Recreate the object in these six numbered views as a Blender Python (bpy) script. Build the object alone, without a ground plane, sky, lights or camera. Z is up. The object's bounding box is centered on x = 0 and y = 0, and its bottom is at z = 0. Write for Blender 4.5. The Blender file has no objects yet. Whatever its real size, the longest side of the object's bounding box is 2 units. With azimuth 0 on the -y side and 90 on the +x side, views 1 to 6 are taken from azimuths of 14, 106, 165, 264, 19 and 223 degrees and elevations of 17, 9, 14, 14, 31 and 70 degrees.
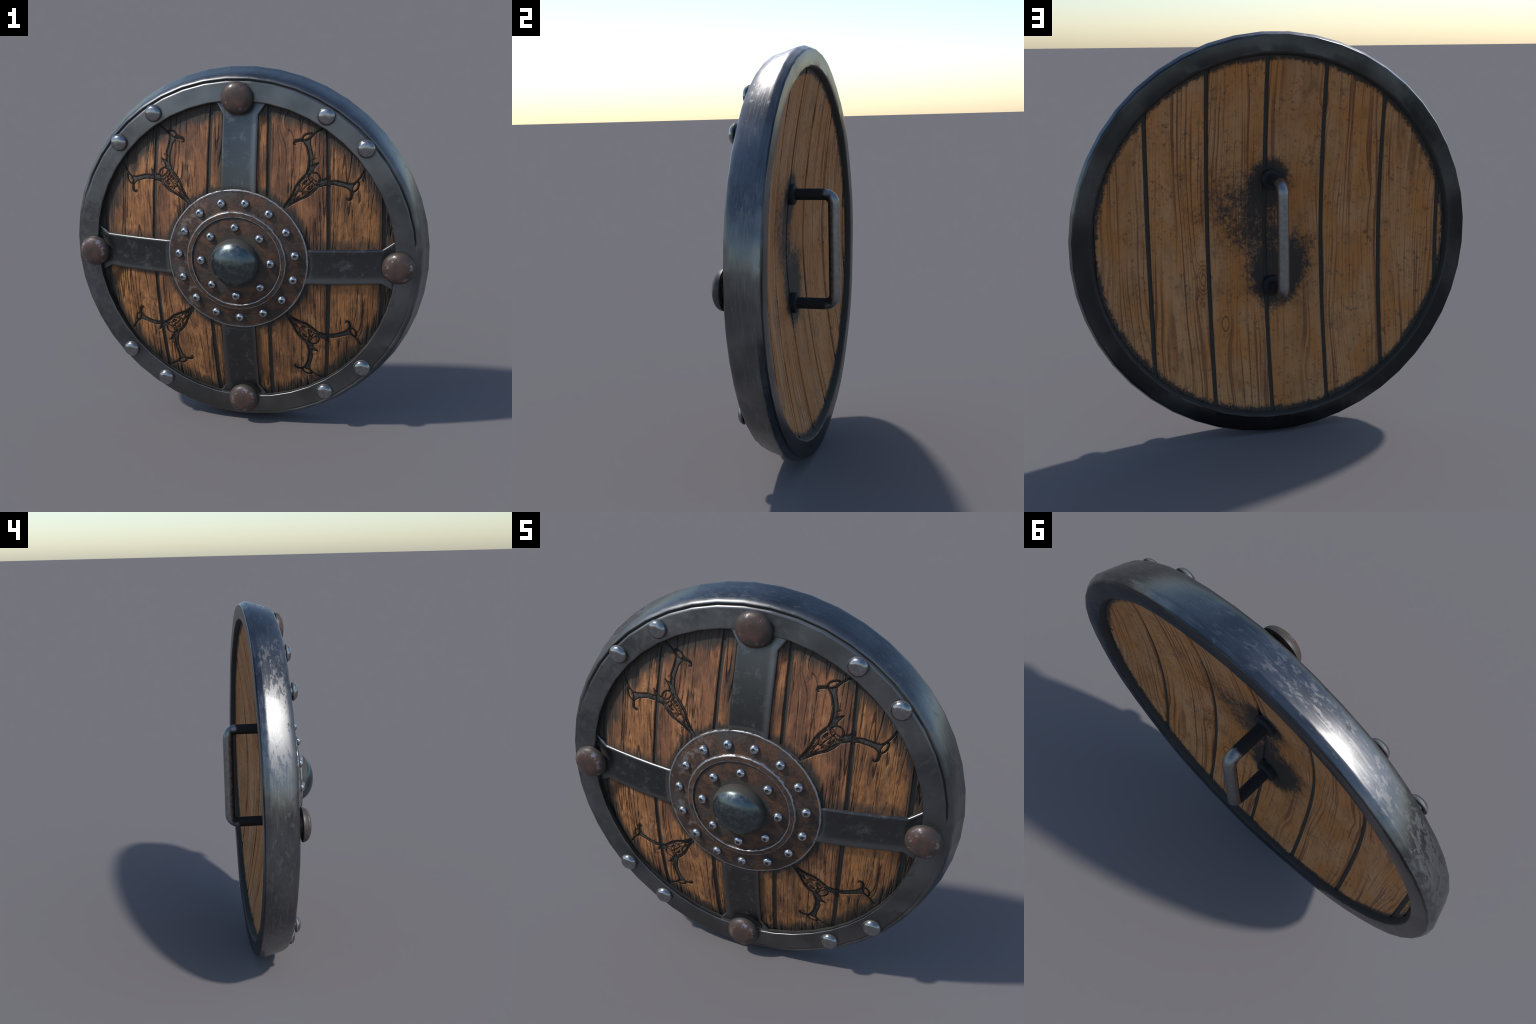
"""Round wooden shield: planked domed board, iron rim, four iron straps, rusty
boss plate with rivets and steel dome, carved stag skulls, bar handle at the back.
The shield's axis runs along -y (front); centre at (0, 0, 1)."""
import bpy, math, random
import numpy as np
from mathutils import Vector, Matrix

rng = random.Random(11)
CZ = 1.0                       # height of the shield's centre

# ------------------------------------------------------------------ surfaces
def front_wood(r2):  return -0.135 + 0.180 * r2      # board, front (r2 = r squared)
def plate_y(r2):     return -0.170 + 0.330 * r2      # boss plate
def back_wood(r2):   return -0.010 + 0.120 * (r2 / 0.7744) ** 0.8   # board, back (dished)

# ------------------------------------------------------------------ helpers
def link(ob, parent=None):
    bpy.context.scene.collection.objects.link(ob)
    if parent is not None:
        ob.parent = parent
    return ob

def mesh_np(name, verts, faces, smooth=True, sharp=None):
    """verts (n,3) array, faces (m,4) or list of tuples"""
    me = bpy.data.meshes.new(name)
    verts = np.asarray(verts, np.float32)
    if isinstance(faces, np.ndarray):
        n, k = faces.shape
        me.vertices.add(len(verts)); me.vertices.foreach_set("co", verts.ravel())
        me.loops.add(n * k); me.loops.foreach_set("vertex_index", faces.astype(np.int32).ravel())
        me.polygons.add(n)
        me.polygons.foreach_set("loop_start", np.arange(0, n * k, k, dtype=np.int32))
        me.update(calc_edges=True); me.validate()
    else:
        me.from_pydata([tuple(v) for v in verts], [], faces); me.update()
    if smooth:
        me.polygons.foreach_set("use_smooth", [True] * len(me.polygons))
        if sharp:
            me.set_sharp_from_angle(angle=math.radians(sharp))
    return me

def obj(name, me, mats, parent):
    ob = bpy.data.objects.new(name, me)
    if mats is not None and not len(me.materials):
        for m in (mats if isinstance(mats, (list, tuple)) else [mats]):
            me.materials.append(m)
    return link(ob, parent)

def lathe(name, prof, n=48, phase=0.0, sub=1, closed=False, wobble=None, cz=CZ, sharp=35):
    """revolve profile [(r, y)] about the y axis through z=cz; n-sided polygon with
    each side cut into `sub` pieces; wobble(r, y, angle)->(r, y)"""
    m = n * sub
    V = []
    for j in range(m):
        a0 = (j // sub + phase) / n * 2 * math.pi
        a1 = (j // sub + 1 + phase) / n * 2 * math.pi
        f = (j % sub) / sub
        cx = math.cos(a0) * (1 - f) + math.cos(a1) * f
        cy = math.sin(a0) * (1 - f) + math.sin(a1) * f
        ang = math.atan2(cy, cx)
        for r, y in prof:
            if wobble: r, y = wobble(r, y, ang)
            V.append((cx * r, y, cz + cy * r))
    k = len(prof); F = []
    for j in range(m):
        a, b = j * k, ((j + 1) % m) * k
        for i in range(k if closed else k - 1):
            i2 = (i + 1) % k
            q = [a + i, b + i, b + i2, a + i2]
            F.append(q)
    me = mesh_np(name, V, F, True, sharp)
    return me

def pole_fill(me, ring, centre):
    pass

def vnoise(x, y, seed=0):
    """smooth 2-D gradient noise, about -1..1"""
    xi = np.floor(x).astype(np.int64); yi = np.floor(y).astype(np.int64)
    xf = x - xi; yf = y - yi
    def g(ix, iy, dx, dy):
        h = (ix * 374761393 + iy * 668265263 + seed * 974711) & 0x7fffffff
        h = ((h ^ (h >> 13)) * 1274126177) & 0x7fffffff
        a = ((h ^ (h >> 16)) & 0xffff) / 65536.0 * 2 * np.pi
        return np.cos(a) * dx + np.sin(a) * dy
    u = xf * xf * xf * (xf * (xf * 6 - 15) + 10); v = yf * yf * yf * (yf * (yf * 6 - 15) + 10)
    n0 = g(xi, yi, xf, yf) * (1 - u) + g(xi + 1, yi, xf - 1, yf) * u
    n1 = g(xi, yi + 1, xf, yf - 1) * (1 - u) + g(xi + 1, yi + 1, xf - 1, yf - 1) * u
    return (n0 * (1 - v) + n1 * v) * 1.5

def sstep(a, b, x):
    t = np.clip((x - a) / (b - a), 0, 1); return t * t * (3 - 2 * t)

# ------------------------------------------------------------------ node helpers
class NT:
    def __init__(self, name):
        self.m = bpy.data.materials.new(name); self.m.use_nodes = True
        self.t = self.m.node_tree; self.t.nodes.clear()
        self.out = self.t.nodes.new("ShaderNodeOutputMaterial")
        self.b = self.t.nodes.new("ShaderNodeBsdfPrincipled")
        self.t.links.new(self.b.outputs[0], self.out.inputs[0])
        self.tc = self.t.nodes.new("ShaderNodeTexCoord")
        self.obj = self.tc.outputs["Object"]
    def n(self, t, **kw):
        nd = self.t.nodes.new(t)
        for k, v in kw.items(): setattr(nd, k, v)
        return nd
    def put(self, sock, v):
        if isinstance(v, bpy.types.NodeSocket): self.t.links.new(v, sock)
        elif v is not None:
            if isinstance(v, tuple) and len(v) == 3 and sock.type == "RGBA": v = (*v, 1)
            sock.default_value = v
    def math(self, op, a, b=None, c=None, clamp=False):
        nd = self.n("ShaderNodeMath", operation=op, use_clamp=clamp)
        self.put(nd.inputs[0], a); self.put(nd.inputs[1], b)
        if c is not None: self.put(nd.inputs[2], c)
        return nd.outputs[0]
    def vec(self, op, a, b=None):
        nd = self.n("ShaderNodeVectorMath", operation=op)
        self.put(nd.inputs[0], a); self.put(nd.inputs[1], b)
        return nd.outputs["Value"] if op in ("LENGTH", "DISTANCE", "DOT_PRODUCT") else nd.outputs[0]
    def sep(self, v):
        nd = self.n("ShaderNodeSeparateXYZ"); self.put(nd.inputs[0], v); return nd.outputs
    def comb(self, x, y, z):
        nd = self.n("ShaderNodeCombineXYZ")
        for s, v in zip(nd.inputs, (x, y, z)): self.put(s, v)
        return nd.outputs[0]
    def map(self, v, scale=(1, 1, 1), loc=(0, 0, 0)):
        nd = self.n("ShaderNodeMapping"); self.put(nd.inputs[0], v)
        self.put(nd.inputs["Location"], loc); self.put(nd.inputs["Scale"], scale); return nd.outputs[0]
    def noise(self, v, scale=5, detail=4, rough=0.55, dist=0.0, lac=2.0):
        nd = self.n("ShaderNodeTexNoise"); self.put(nd.inputs["Vector"], v)
        for k, x in (("Scale", scale), ("Detail", detail), ("Roughness", rough), ("Distortion", dist), ("Lacunarity", lac)):
            self.put(nd.inputs[k], x)
        return nd.outputs["Fac"]
    def vor(self, v, scale=5, feature="F1"):
        nd = self.n("ShaderNodeTexVoronoi", feature=feature); self.put(nd.inputs["Vector"], v); self.put(nd.inputs["Scale"], scale)
        return nd.outputs["Distance"]
    def ramp(self, x, lo, hi, a=0.0, b=1.0):
        """smooth remap of x from lo..hi to a..b"""
        nd = self.n("ShaderNodeMapRange", interpolation_type="SMOOTHSTEP")
        self.put(nd.inputs["Value"], x)
        for k, v in (("From Min", lo), ("From Max", hi), ("To Min", a), ("To Max", b)): self.put(nd.inputs[k], v)
        return nd.outputs[0]
    def mix(self, f, a, b, mode="MIX"):
        nd = self.n("ShaderNodeMix", data_type="RGBA", blend_type=mode)
        self.put(nd.inputs[0], f); self.put(nd.inputs[6], a); self.put(nd.inputs[7], b); return nd.outputs[2]
    def mixf(self, f, a, b):
        nd = self.n("ShaderNodeMix", data_type="FLOAT")
        self.put(nd.inputs[0], f); self.put(nd.inputs[2], a); self.put(nd.inputs[3], b); return nd.outputs[0]
    def ao(self, dist=0.05, samples=6):
        nd = self.n("ShaderNodeAmbientOcclusion", samples=samples, only_local=False)
        nd.inputs["Distance"].default_value = dist
        return nd.outputs["AO"]
    def pointy(self):
        return self.n("ShaderNodeNewGeometry").outputs["Pointiness"]
    def rand(self):
        return self.n("ShaderNodeObjectInfo").outputs["Random"]
    def bump(self, h, strength=0.3, dist=0.004):
        nd = self.n("ShaderNodeBump"); self.put(nd.inputs["Height"], h)
        nd.inputs["Strength"].default_value = strength; nd.inputs["Distance"].default_value = dist
        self.put(self.b.inputs["Normal"], nd.outputs[0])
    def set(self, color=None, rough=None, metal=None, spec=None):
        if color is not None: self.put(self.b.inputs["Base Color"], color)
        if rough is not None: self.put(self.b.inputs["Roughness"], rough)
        if metal is not None: self.put(self.b.inputs["Metallic"], metal)
        if spec is not None: self.put(self.b.inputs["Specular IOR Level"], spec)
        return self.m
    def polar(self):
        """(radius, angle-vector whose length along the rim is true, y)"""
        x, y, z = self.sep(self.obj)
        zz = self.math("SUBTRACT", z, CZ)
        r = self.math("SQRT", self.math("ADD", self.math("MULTIPLY", x, x), self.math("MULTIPLY", zz, zz)))
        a = self.math("ARCTAN2", zz, x)
        return x, y, zz, r, a

SHADE_DIRT = (0.034, 0.032, 0.028)  # dirt brown that also paints occlusion shade into the iron

# ------------------------------------------------------------------ materials
def mat_rim():
    s = NT("rim_iron")
    x, y, z, r, a = s.polar()
    # streaks run round the rim: squeeze the noise across it
    pv = s.comb(s.math("MULTIPLY", x, 12.0), s.math("MULTIPLY", y, 26.0), s.math("MULTIPLY", z, 12.0))
    streak = s.noise(pv, 1.9, 6, 0.66)
    zone = s.noise(s.obj, 1.9, 2, 0.5)
    cloud = s.noise(s.obj, 3.4, 3, 0.5)
    fine = s.noise(s.obj, 70, 3, 0.6)
    front = s.ramp(y, -0.012, 0.006, 1, 0)
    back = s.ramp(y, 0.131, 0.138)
    left = s.ramp(x, 0.3, -0.5)
    patch = s.ramp(s.math("ADD", s.math("MULTIPLY", streak, 0.75), s.math("ADD", s.math("MULTIPLY", zone, 0.55), s.math("ADD", s.math("MULTIPLY", left, 0.05), s.ramp(s.vec("DISTANCE", s.obj, (-0.84, 0.05, 1.50)), 0.34, 0.05, 0.0, 0.10)))), 0.705, 0.775)
    patch = s.math("MULTIPLY", patch, s.mixf(front, 1.0, 0.45))
    patch = s.math("MULTIPLY", patch, s.mixf(back, 1.0, 0.12))
    base = s.mix(s.ramp(cloud, 0.35, 0.65), (0.128, 0.131, 0.135), (0.205, 0.208, 0.212))
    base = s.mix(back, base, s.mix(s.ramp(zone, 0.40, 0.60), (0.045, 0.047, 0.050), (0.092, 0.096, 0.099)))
    col = s.mix(s.math("MULTIPLY", patch, 0.48), base, (0.225, 0.226, 0.226))
    hair = s.noise(s.comb(s.math("MULTIPLY", x, 7.0), s.math("MULTIPLY", y, 120.0), s.math("MULTIPLY", z, 7.0)), 1.4, 4, 0.6)
    hair = s.math("MULTIPLY", s.math("SUBTRACT", hair, 0.5), s.math("MULTIPLY", s.math("SUBTRACT", 1.0, front), s.math("SUBTRACT", 1.0, back)))
    col = s.mix(s.ramp(hair, 0.04, 0.16, 0.0, 0.35), col, (0.30, 0.302, 0.305))
    grime = s.ramp(s.noise(s.obj, 7.0, 6, 0.72), 0.58, 0.72)
    col = s.mix(s.math("MULTIPLY", grime, 0.45), col, (0.060, 0.054, 0.048))
    # painted occlusion shade with dirt beside rivets, in the groove and at the inner corner
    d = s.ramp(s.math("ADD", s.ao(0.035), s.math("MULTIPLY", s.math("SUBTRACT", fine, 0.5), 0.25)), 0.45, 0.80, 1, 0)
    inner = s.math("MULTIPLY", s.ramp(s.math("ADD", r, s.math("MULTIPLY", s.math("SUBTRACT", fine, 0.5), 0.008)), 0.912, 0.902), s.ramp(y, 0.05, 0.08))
    shade_dirt = s.math("MAXIMUM", s.math("MULTIPLY", d, s.math("ADD", s.math("MULTIPLY", front, 0.70), 0.15)), inner)
    col = s.mix(shade_dirt, col, SHADE_DIRT)
    rough = s.mixf(patch, s.math("ADD", 0.21, s.math("MULTIPLY", cloud, 0.14)), 0.46)
    rough = s.math("ADD", rough, s.math("MULTIPLY", hair, 0.22))
    rough = s.mixf(front, rough, s.math("ADD", rough, 0.07))
    rough = s.mixf(shade_dirt, rough, 0.8)
    s.bump(s.math("ADD", s.math("MULTIPLY", cloud, 1.0), s.math("MULTIPLY", fine, 0.10)), 0.15, 0.005)
    return s.set(col, rough, s.math("SUBTRACT", 1.0, s.math("MULTIPLY", shade_dirt, 0.9)))

def mat_strap():
    s = NT("strap_iron")
    x, y, z, r, a = s.polar()
    sm = s.noise(s.obj, 9, 6, 0.68)
    patch = s.ramp(s.noise(s.obj, 18, 6, 0.74), 0.52, 0.70)
    col = s.mix(patch, (0.100, 0.102, 0.104), (0.180, 0.181, 0.182))
    fx = s.math("MINIMUM", s.math("ABSOLUTE", x), s.math("ABSOLUTE", z))
    col = s.mix(s.ramp(fx, 0.066, 0.092, 0.0, 0.8), col, (0.175, 0.178, 0.181))  # paler edge colour paints in the glint along the bevels
    rust = s.ramp(s.noise(s.map(s.obj, (1, 1, 1), (3, 1, 7)), 13, 5, 0.7), 0.60, 0.72)
    col = s.mix(s.math("MULTIPLY", rust, 0.45), col, (0.075, 0.062, 0.05))
    fine = s.noise(s.obj, 80, 3, 0.6)
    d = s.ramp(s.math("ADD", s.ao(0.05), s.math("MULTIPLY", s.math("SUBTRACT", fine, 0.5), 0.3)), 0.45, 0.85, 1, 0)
    shade_dirt = s.math("MAXIMUM", s.math("MULTIPLY", d, 0.85), s.ramp(r, 0.412, 0.392))  # occlusion shade painted in as dark brown, also beside the plate
    shade_dirt = s.math("MULTIPLY", shade_dirt, s.ramp(fx, 0.078, 0.090, 0.9, 0.05))
    col = s.mix(shade_dirt, col, SHADE_DIRT)
    rough = s.mixf(shade_dirt, s.math("ADD", s.mixf(patch, 0.30, 0.46), s.ramp(fx, 0.078, 0.094, 0.0, 0.08)), 0.8)
    s.bump(s.math("ADD", sm, s.math("MULTIPLY", fine, 0.1)), 0.15, 0.004)
    return s.set(col, rough, s.math("SUBTRACT", 1.0, s.math("MULTIPLY", shade_dirt, 0.85)))

def mat_plate():
    s = NT("rusty_plate")
    x, y, z, r, a = s.polar()
    n1 = s.noise(s.obj, 20, 7, 0.70, 0.3)
    n2 = s.noise(s.map(s.obj, (1, 1, 1), (5, 2, 9)), 7, 5, 0.6)
    n3 = s.noise(s.obj, 55, 4, 0.65)
    col = s.mix(s.ramp(n1, 0.38, 0.66), (0.036, 0.026, 0.022), (0.112, 0.053, 0.027))
    col = s.mix(s.ramp(n2, 0.50, 0.68), col, (0.058, 0.050, 0.045))
    col = s.mix(s.math("MULTIPLY", s.ramp(n3, 0.55, 0.72), 0.6), col, (0.045, 0.026, 0.022))
    # silver-grey scuffs on the left
    scuff = s.math("MULTIPLY", s.ramp(n1, 0.52, 0.62), s.math("MULTIPLY", s.ramp(x, -0.10, -0.28), s.ramp(r, 0.27, 0.29)))
    col = s.mix(s.math("MULTIPLY", scuff, 0.7), col, (0.15, 0.148, 0.15))
    jag = s.math("MULTIPLY", s.math("SUBTRACT", s.noise(s.obj, 38, 4, 0.6), 0.5), 0.012)
    rj = s.math("ADD", r, jag)
    def ring(c, w):
        return s.ramp(s.math("ABSOLUTE", s.math("SUBTRACT", rj, c)), w * 0.6, w, 1, 0)
    edge = s.math("MAXIMUM", s.math("MAXIMUM", ring(0.3825, 0.0045), ring(0.2695, 0.0036)), ring(0.2445, 0.0030))
    edge = s.math("MULTIPLY", edge, s.ramp(s.noise(s.obj, 9, 5, 0.7), 0.30, 0.46))
    d = s.ramp(s.ao(0.03), 0.45, 0.9, 1, 0)  # occlusion darkening at rivets and boss, painted into the rust colour
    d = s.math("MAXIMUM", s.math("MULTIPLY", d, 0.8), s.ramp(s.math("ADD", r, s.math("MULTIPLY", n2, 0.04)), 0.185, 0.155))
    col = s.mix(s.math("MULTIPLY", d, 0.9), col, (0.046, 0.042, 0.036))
    col = s.mix(edge, col, (0.37, 0.375, 0.39))
    rough = s.mixf(edge, s.mixf(d, s.math("ADD", 0.38, s.math("MULTIPLY", n1, 0.3)), 0.8), 0.36)
    s.bump(s.math("ADD", n1, s.math("MULTIPLY", n3, 0.9)), 0.55, 0.005)
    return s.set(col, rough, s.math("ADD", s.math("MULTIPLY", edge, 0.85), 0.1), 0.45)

def mat_boss():
    s = NT("boss_steel")
    x, y, z, r, a = s.polar()
    sc = s.noise(s.obj, 42, 8, 0.74, 0.3)
    cl = s.noise(s.obj, 9, 4, 0.6)
    col = s.mix(s.ramp(sc, 0.42, 0.70), (0.100, 0.124, 0.130), (0.150, 0.180, 0.188))
    rough = s.math("ADD", 0.23, s.math("MULTIPLY", s.ramp(sc, 0.42, 0.64), 0.17))
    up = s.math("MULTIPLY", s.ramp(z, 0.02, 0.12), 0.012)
    shade_dirt = s.ramp(s.math("ADD", s.math("ADD", r, up), s.math("MULTIPLY", s.math("SUBTRACT", cl, 0.5), 0.015)), 0.119, 0.131)  # painted shade ring with dirt round the boss foot, wider at the top
    col = s.mix(shade_dirt, col, (0.046, 0.043, 0.037))
    s.bump(sc, 0.06, 0.003)
    return s.set(col, s.mixf(shade_dirt, rough, 0.75), s.math("SUBTRACT", 1.0, s.math("MULTIPLY", shade_dirt, 0.95)))

def mat_bolt():
    s = NT("rim_bolt_steel")
    x, y, z = s.sep(s.obj)
    r = s.vec("LENGTH", s.comb(x, y, 0.0))
    rv = s.math("MULTIPLY", s.rand(), 30.0)
    v = s.vec("ADD", s.obj, s.comb(rv, rv, rv))
    n1 = s.noise(v, 55, 5, 0.7); n2 = s.noise(v, 22, 4, 0.6)
    col = s.mix(s.ramp(n1, 0.42, 0.66), (0.30, 0.305, 0.315), (0.37, 0.375, 0.385))
    ringd = s.ramp(s.math("ABSOLUTE", s.math("SUBTRACT", r, 0.0175)), 0.0002, 0.0010, 1, 0)
    col = s.mix(s.math("MULTIPLY", ringd, s.ramp(n2, 0.45, 0.55)), col, (0.55, 0.56, 0.58))
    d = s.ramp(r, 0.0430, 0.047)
    col = s.mix(d, col, SHADE_DIRT)
    rough = s.mixf(s.ramp(n1, 0.45, 0.65), 0.19, 0.28)
    s.bump(n1, 0.04, 0.002)
    return s.set(col, s.mixf(d, rough, 0.75), s.math("SUBTRACT", 1.0, s.math("MULTIPLY", d, 0.9)))

def mat_stud():
    s = NT("plate_rivet_steel")
    x, y, z = s.sep(s.obj)
    r = s.vec("LENGTH", s.comb(x, y, 0.0))
    rv = s.math("MULTIPLY", s.rand(), 30.0)
    n1 = s.noise(s.vec("ADD", s.obj, s.comb(rv, rv, rv)), 120, 4, 0.7)
    col = s.mix(s.ramp(n1, 0.4, 0.65), (0.44, 0.465, 0.505), (0.60, 0.63, 0.67))
    hole = s.ramp(s.math("ADD", r, s.math("MULTIPLY", s.math("SUBTRACT", n1, 0.5), 0.006)), 0.0100, 0.0070)
    col = s.mix(hole, col, (0.09, 0.095, 0.10))
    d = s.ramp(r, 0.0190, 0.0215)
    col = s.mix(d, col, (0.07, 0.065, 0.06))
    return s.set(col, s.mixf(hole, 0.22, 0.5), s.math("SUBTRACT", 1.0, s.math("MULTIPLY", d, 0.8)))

def mat_rust_knob():
    s = NT("rusted_rivet")
    x, y, z = s.sep(s.obj)
    r = s.vec("LENGTH", s.comb(x, y, 0.0))
    rv = s.math("MULTIPLY", s.rand(), 30.0)
    v = s.vec("ADD", s.obj, s.comb(rv, rv, rv))
    n1 = s.noise(v, 22, 6, 0.7); n2 = s.noise(s.map(v, (1, 1, 1), (4, 4, 4)), 40, 5, 0.75)
    col = s.mix(s.ramp(n1, 0.38, 0.68), (0.050, 0.037, 0.032), (0.100, 0.047, 0.033))
    col = s.mix(s.math("MULTIPLY", s.ramp(n2, 0.60, 0.74), 0.8), col, (0.15, 0.045, 0.025))
    band = s.math("MULTIPLY", s.ramp(r, 0.046, 0.056), s.ramp(r, 0.080, 0.072))
    wear = s.math("MULTIPLY", s.ramp(s.math("ADD", s.math("MULTIPLY", n2, 0.5), s.math("MULTIPLY", n1, 0.5)), 0.53, 0.60), band)
    col = s.mix(s.math("MULTIPLY", wear, 0.75), col, (0.36, 0.355, 0.37))
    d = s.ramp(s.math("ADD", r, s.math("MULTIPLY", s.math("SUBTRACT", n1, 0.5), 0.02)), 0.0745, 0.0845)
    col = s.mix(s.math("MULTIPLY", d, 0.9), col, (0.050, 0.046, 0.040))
    s.bump(n1, 0.15, 0.004)
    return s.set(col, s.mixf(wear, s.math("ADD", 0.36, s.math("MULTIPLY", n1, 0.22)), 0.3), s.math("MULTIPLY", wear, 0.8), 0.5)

def mat_front_wood(kind="plain"):
    s = NT({"plain": "front_wood", "carved": "carved_wood", "split": "split_wood"}[kind])
    x, y, z, r, a = s.polar()
    k = s.math("MULTIPLY", s.rand(), 17.0)
    v = s.comb(s.math("ADD", x, k), s.math("MULTIPLY", y, 0.2), z)
    # slow tone patches, drawn out along the grain
    tone = s.noise(s.map(v, (8, 1, 3.2)), 1.3, 5, 0.6)
    blotch = s.noise(s.map(v, (26, 1, 13)), 1.3, 6, 0.66)
    grain = s.noise(s.map(v, (62, 1, 4.5)), 1.0, 5, 0.60, 0.2)
    fibre = s.noise(s.map(v, (190, 1, 22)), 1.0, 4, 0.6)
    red = s.mix(s.ramp(tone, 0.34, 0.66), (0.140, 0.064, 0.036), (0.330, 0.140, 0.062))
    gold = s.mix(s.ramp(tone, 0.34, 0.66), (0.155, 0.070, 0.033), (0.410, 0.172, 0.058))
    low = s.math("ADD", s.math("MULTIPLY", z, -0.6), s.math("MULTIPLY", s.math("SUBTRACT", s.rand(), 0.5), 0.9))
    col = s.mix(s.ramp(low, -0.35, 0.35), red, gold)
    col = s.mix(s.ramp(blotch, 0.48, 0.70, 0.0, 0.66), col, (0.068, 0.038, 0.024))
    col = s.mix(s.ramp(grain, 0.55, 0.66, 0.0, 0.68), col, (0.040, 0.021, 0.013))
    col = s.mix(s.ramp(grain, 0.46, 0.32, 0.0, 0.35), col, (0.50, 0.255, 0.100))
    col = s.mix(s.ramp(fibre, 0.54, 0.72, 0.0, 0.38), col, (0.09, 0.046, 0.026))
    worn = s.noise(s.map(v, (5, 1, 3), (4, 0, 2)), 1.2, 5, 0.62)
    lowleft = s.ramp(s.math("ADD", z, s.math("MULTIPLY", x, 0.6)), 0.2, -0.6, 0.0, 0.07)
    worn = s.ramp(s.math("ADD", worn, lowleft), 0.54, 0.66, 0.0, 0.55)
    col = s.mix(s.math("MULTIPLY", worn, s.ramp(blotch, 0.62, 0.42)), col, (0.50, 0.245, 0.105))
    # low spots of the relief go darker, ridges are rubbed
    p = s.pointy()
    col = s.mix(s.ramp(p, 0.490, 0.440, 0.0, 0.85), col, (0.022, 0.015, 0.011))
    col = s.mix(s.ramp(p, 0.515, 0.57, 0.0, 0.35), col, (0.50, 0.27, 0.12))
    # occlusion shade and dirt painted along iron: distance to rim, plate and straps, frayed along the grain
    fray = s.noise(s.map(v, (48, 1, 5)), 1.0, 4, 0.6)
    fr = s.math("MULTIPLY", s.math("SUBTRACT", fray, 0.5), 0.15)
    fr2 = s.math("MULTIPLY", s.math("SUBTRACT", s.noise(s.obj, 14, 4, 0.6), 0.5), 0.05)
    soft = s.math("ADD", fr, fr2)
    topl = s.math("MULTIPLY", s.ramp(s.math("SUBTRACT", z, x), 0.2, 1.0), 0.035)  # rim's shadow painted in: dark band reaches further at top left
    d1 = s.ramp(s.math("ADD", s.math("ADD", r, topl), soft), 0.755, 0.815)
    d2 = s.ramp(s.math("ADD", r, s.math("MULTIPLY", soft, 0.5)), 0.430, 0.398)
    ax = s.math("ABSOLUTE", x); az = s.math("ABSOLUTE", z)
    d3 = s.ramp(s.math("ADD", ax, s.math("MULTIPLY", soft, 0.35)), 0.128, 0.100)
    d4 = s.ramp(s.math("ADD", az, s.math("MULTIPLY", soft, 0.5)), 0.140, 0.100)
    shade_dirt = s.math("MAXIMUM", s.math("MAXIMUM", d1, d2), s.math("MAXIMUM", s.math("MULTIPLY", d3, 0.8), s.math("MULTIPLY", d4, 0.7)))
    shade_dirt = s.math("MULTIPLY", shade_dirt, 0.93)
    col = s.mix(shade_dirt, col, (0.036, 0.033, 0.028))
    if kind == "carved":
        col = s.mix(s.ramp(s.noise(s.obj, 40, 4, 0.65), 0.3, 0.75), (0.036, 0.033, 0.028), (0.078, 0.069, 0.058))
    if kind == "split":
        col = s.mix(0.72, col, (0.018, 0.012, 0.009))
    h = s.math("ADD", s.math("MULTIPLY", grain, -1.0), s.math("MULTIPLY", s.math("ADD", fibre, blotch), -0.35))
    s.bump(h, 0.6, 0.006)
    return s.set(col, s.math("ADD", 0.50, s.math("MULTIPLY", grain, 0.28)), 0.0, 0.32)

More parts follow.
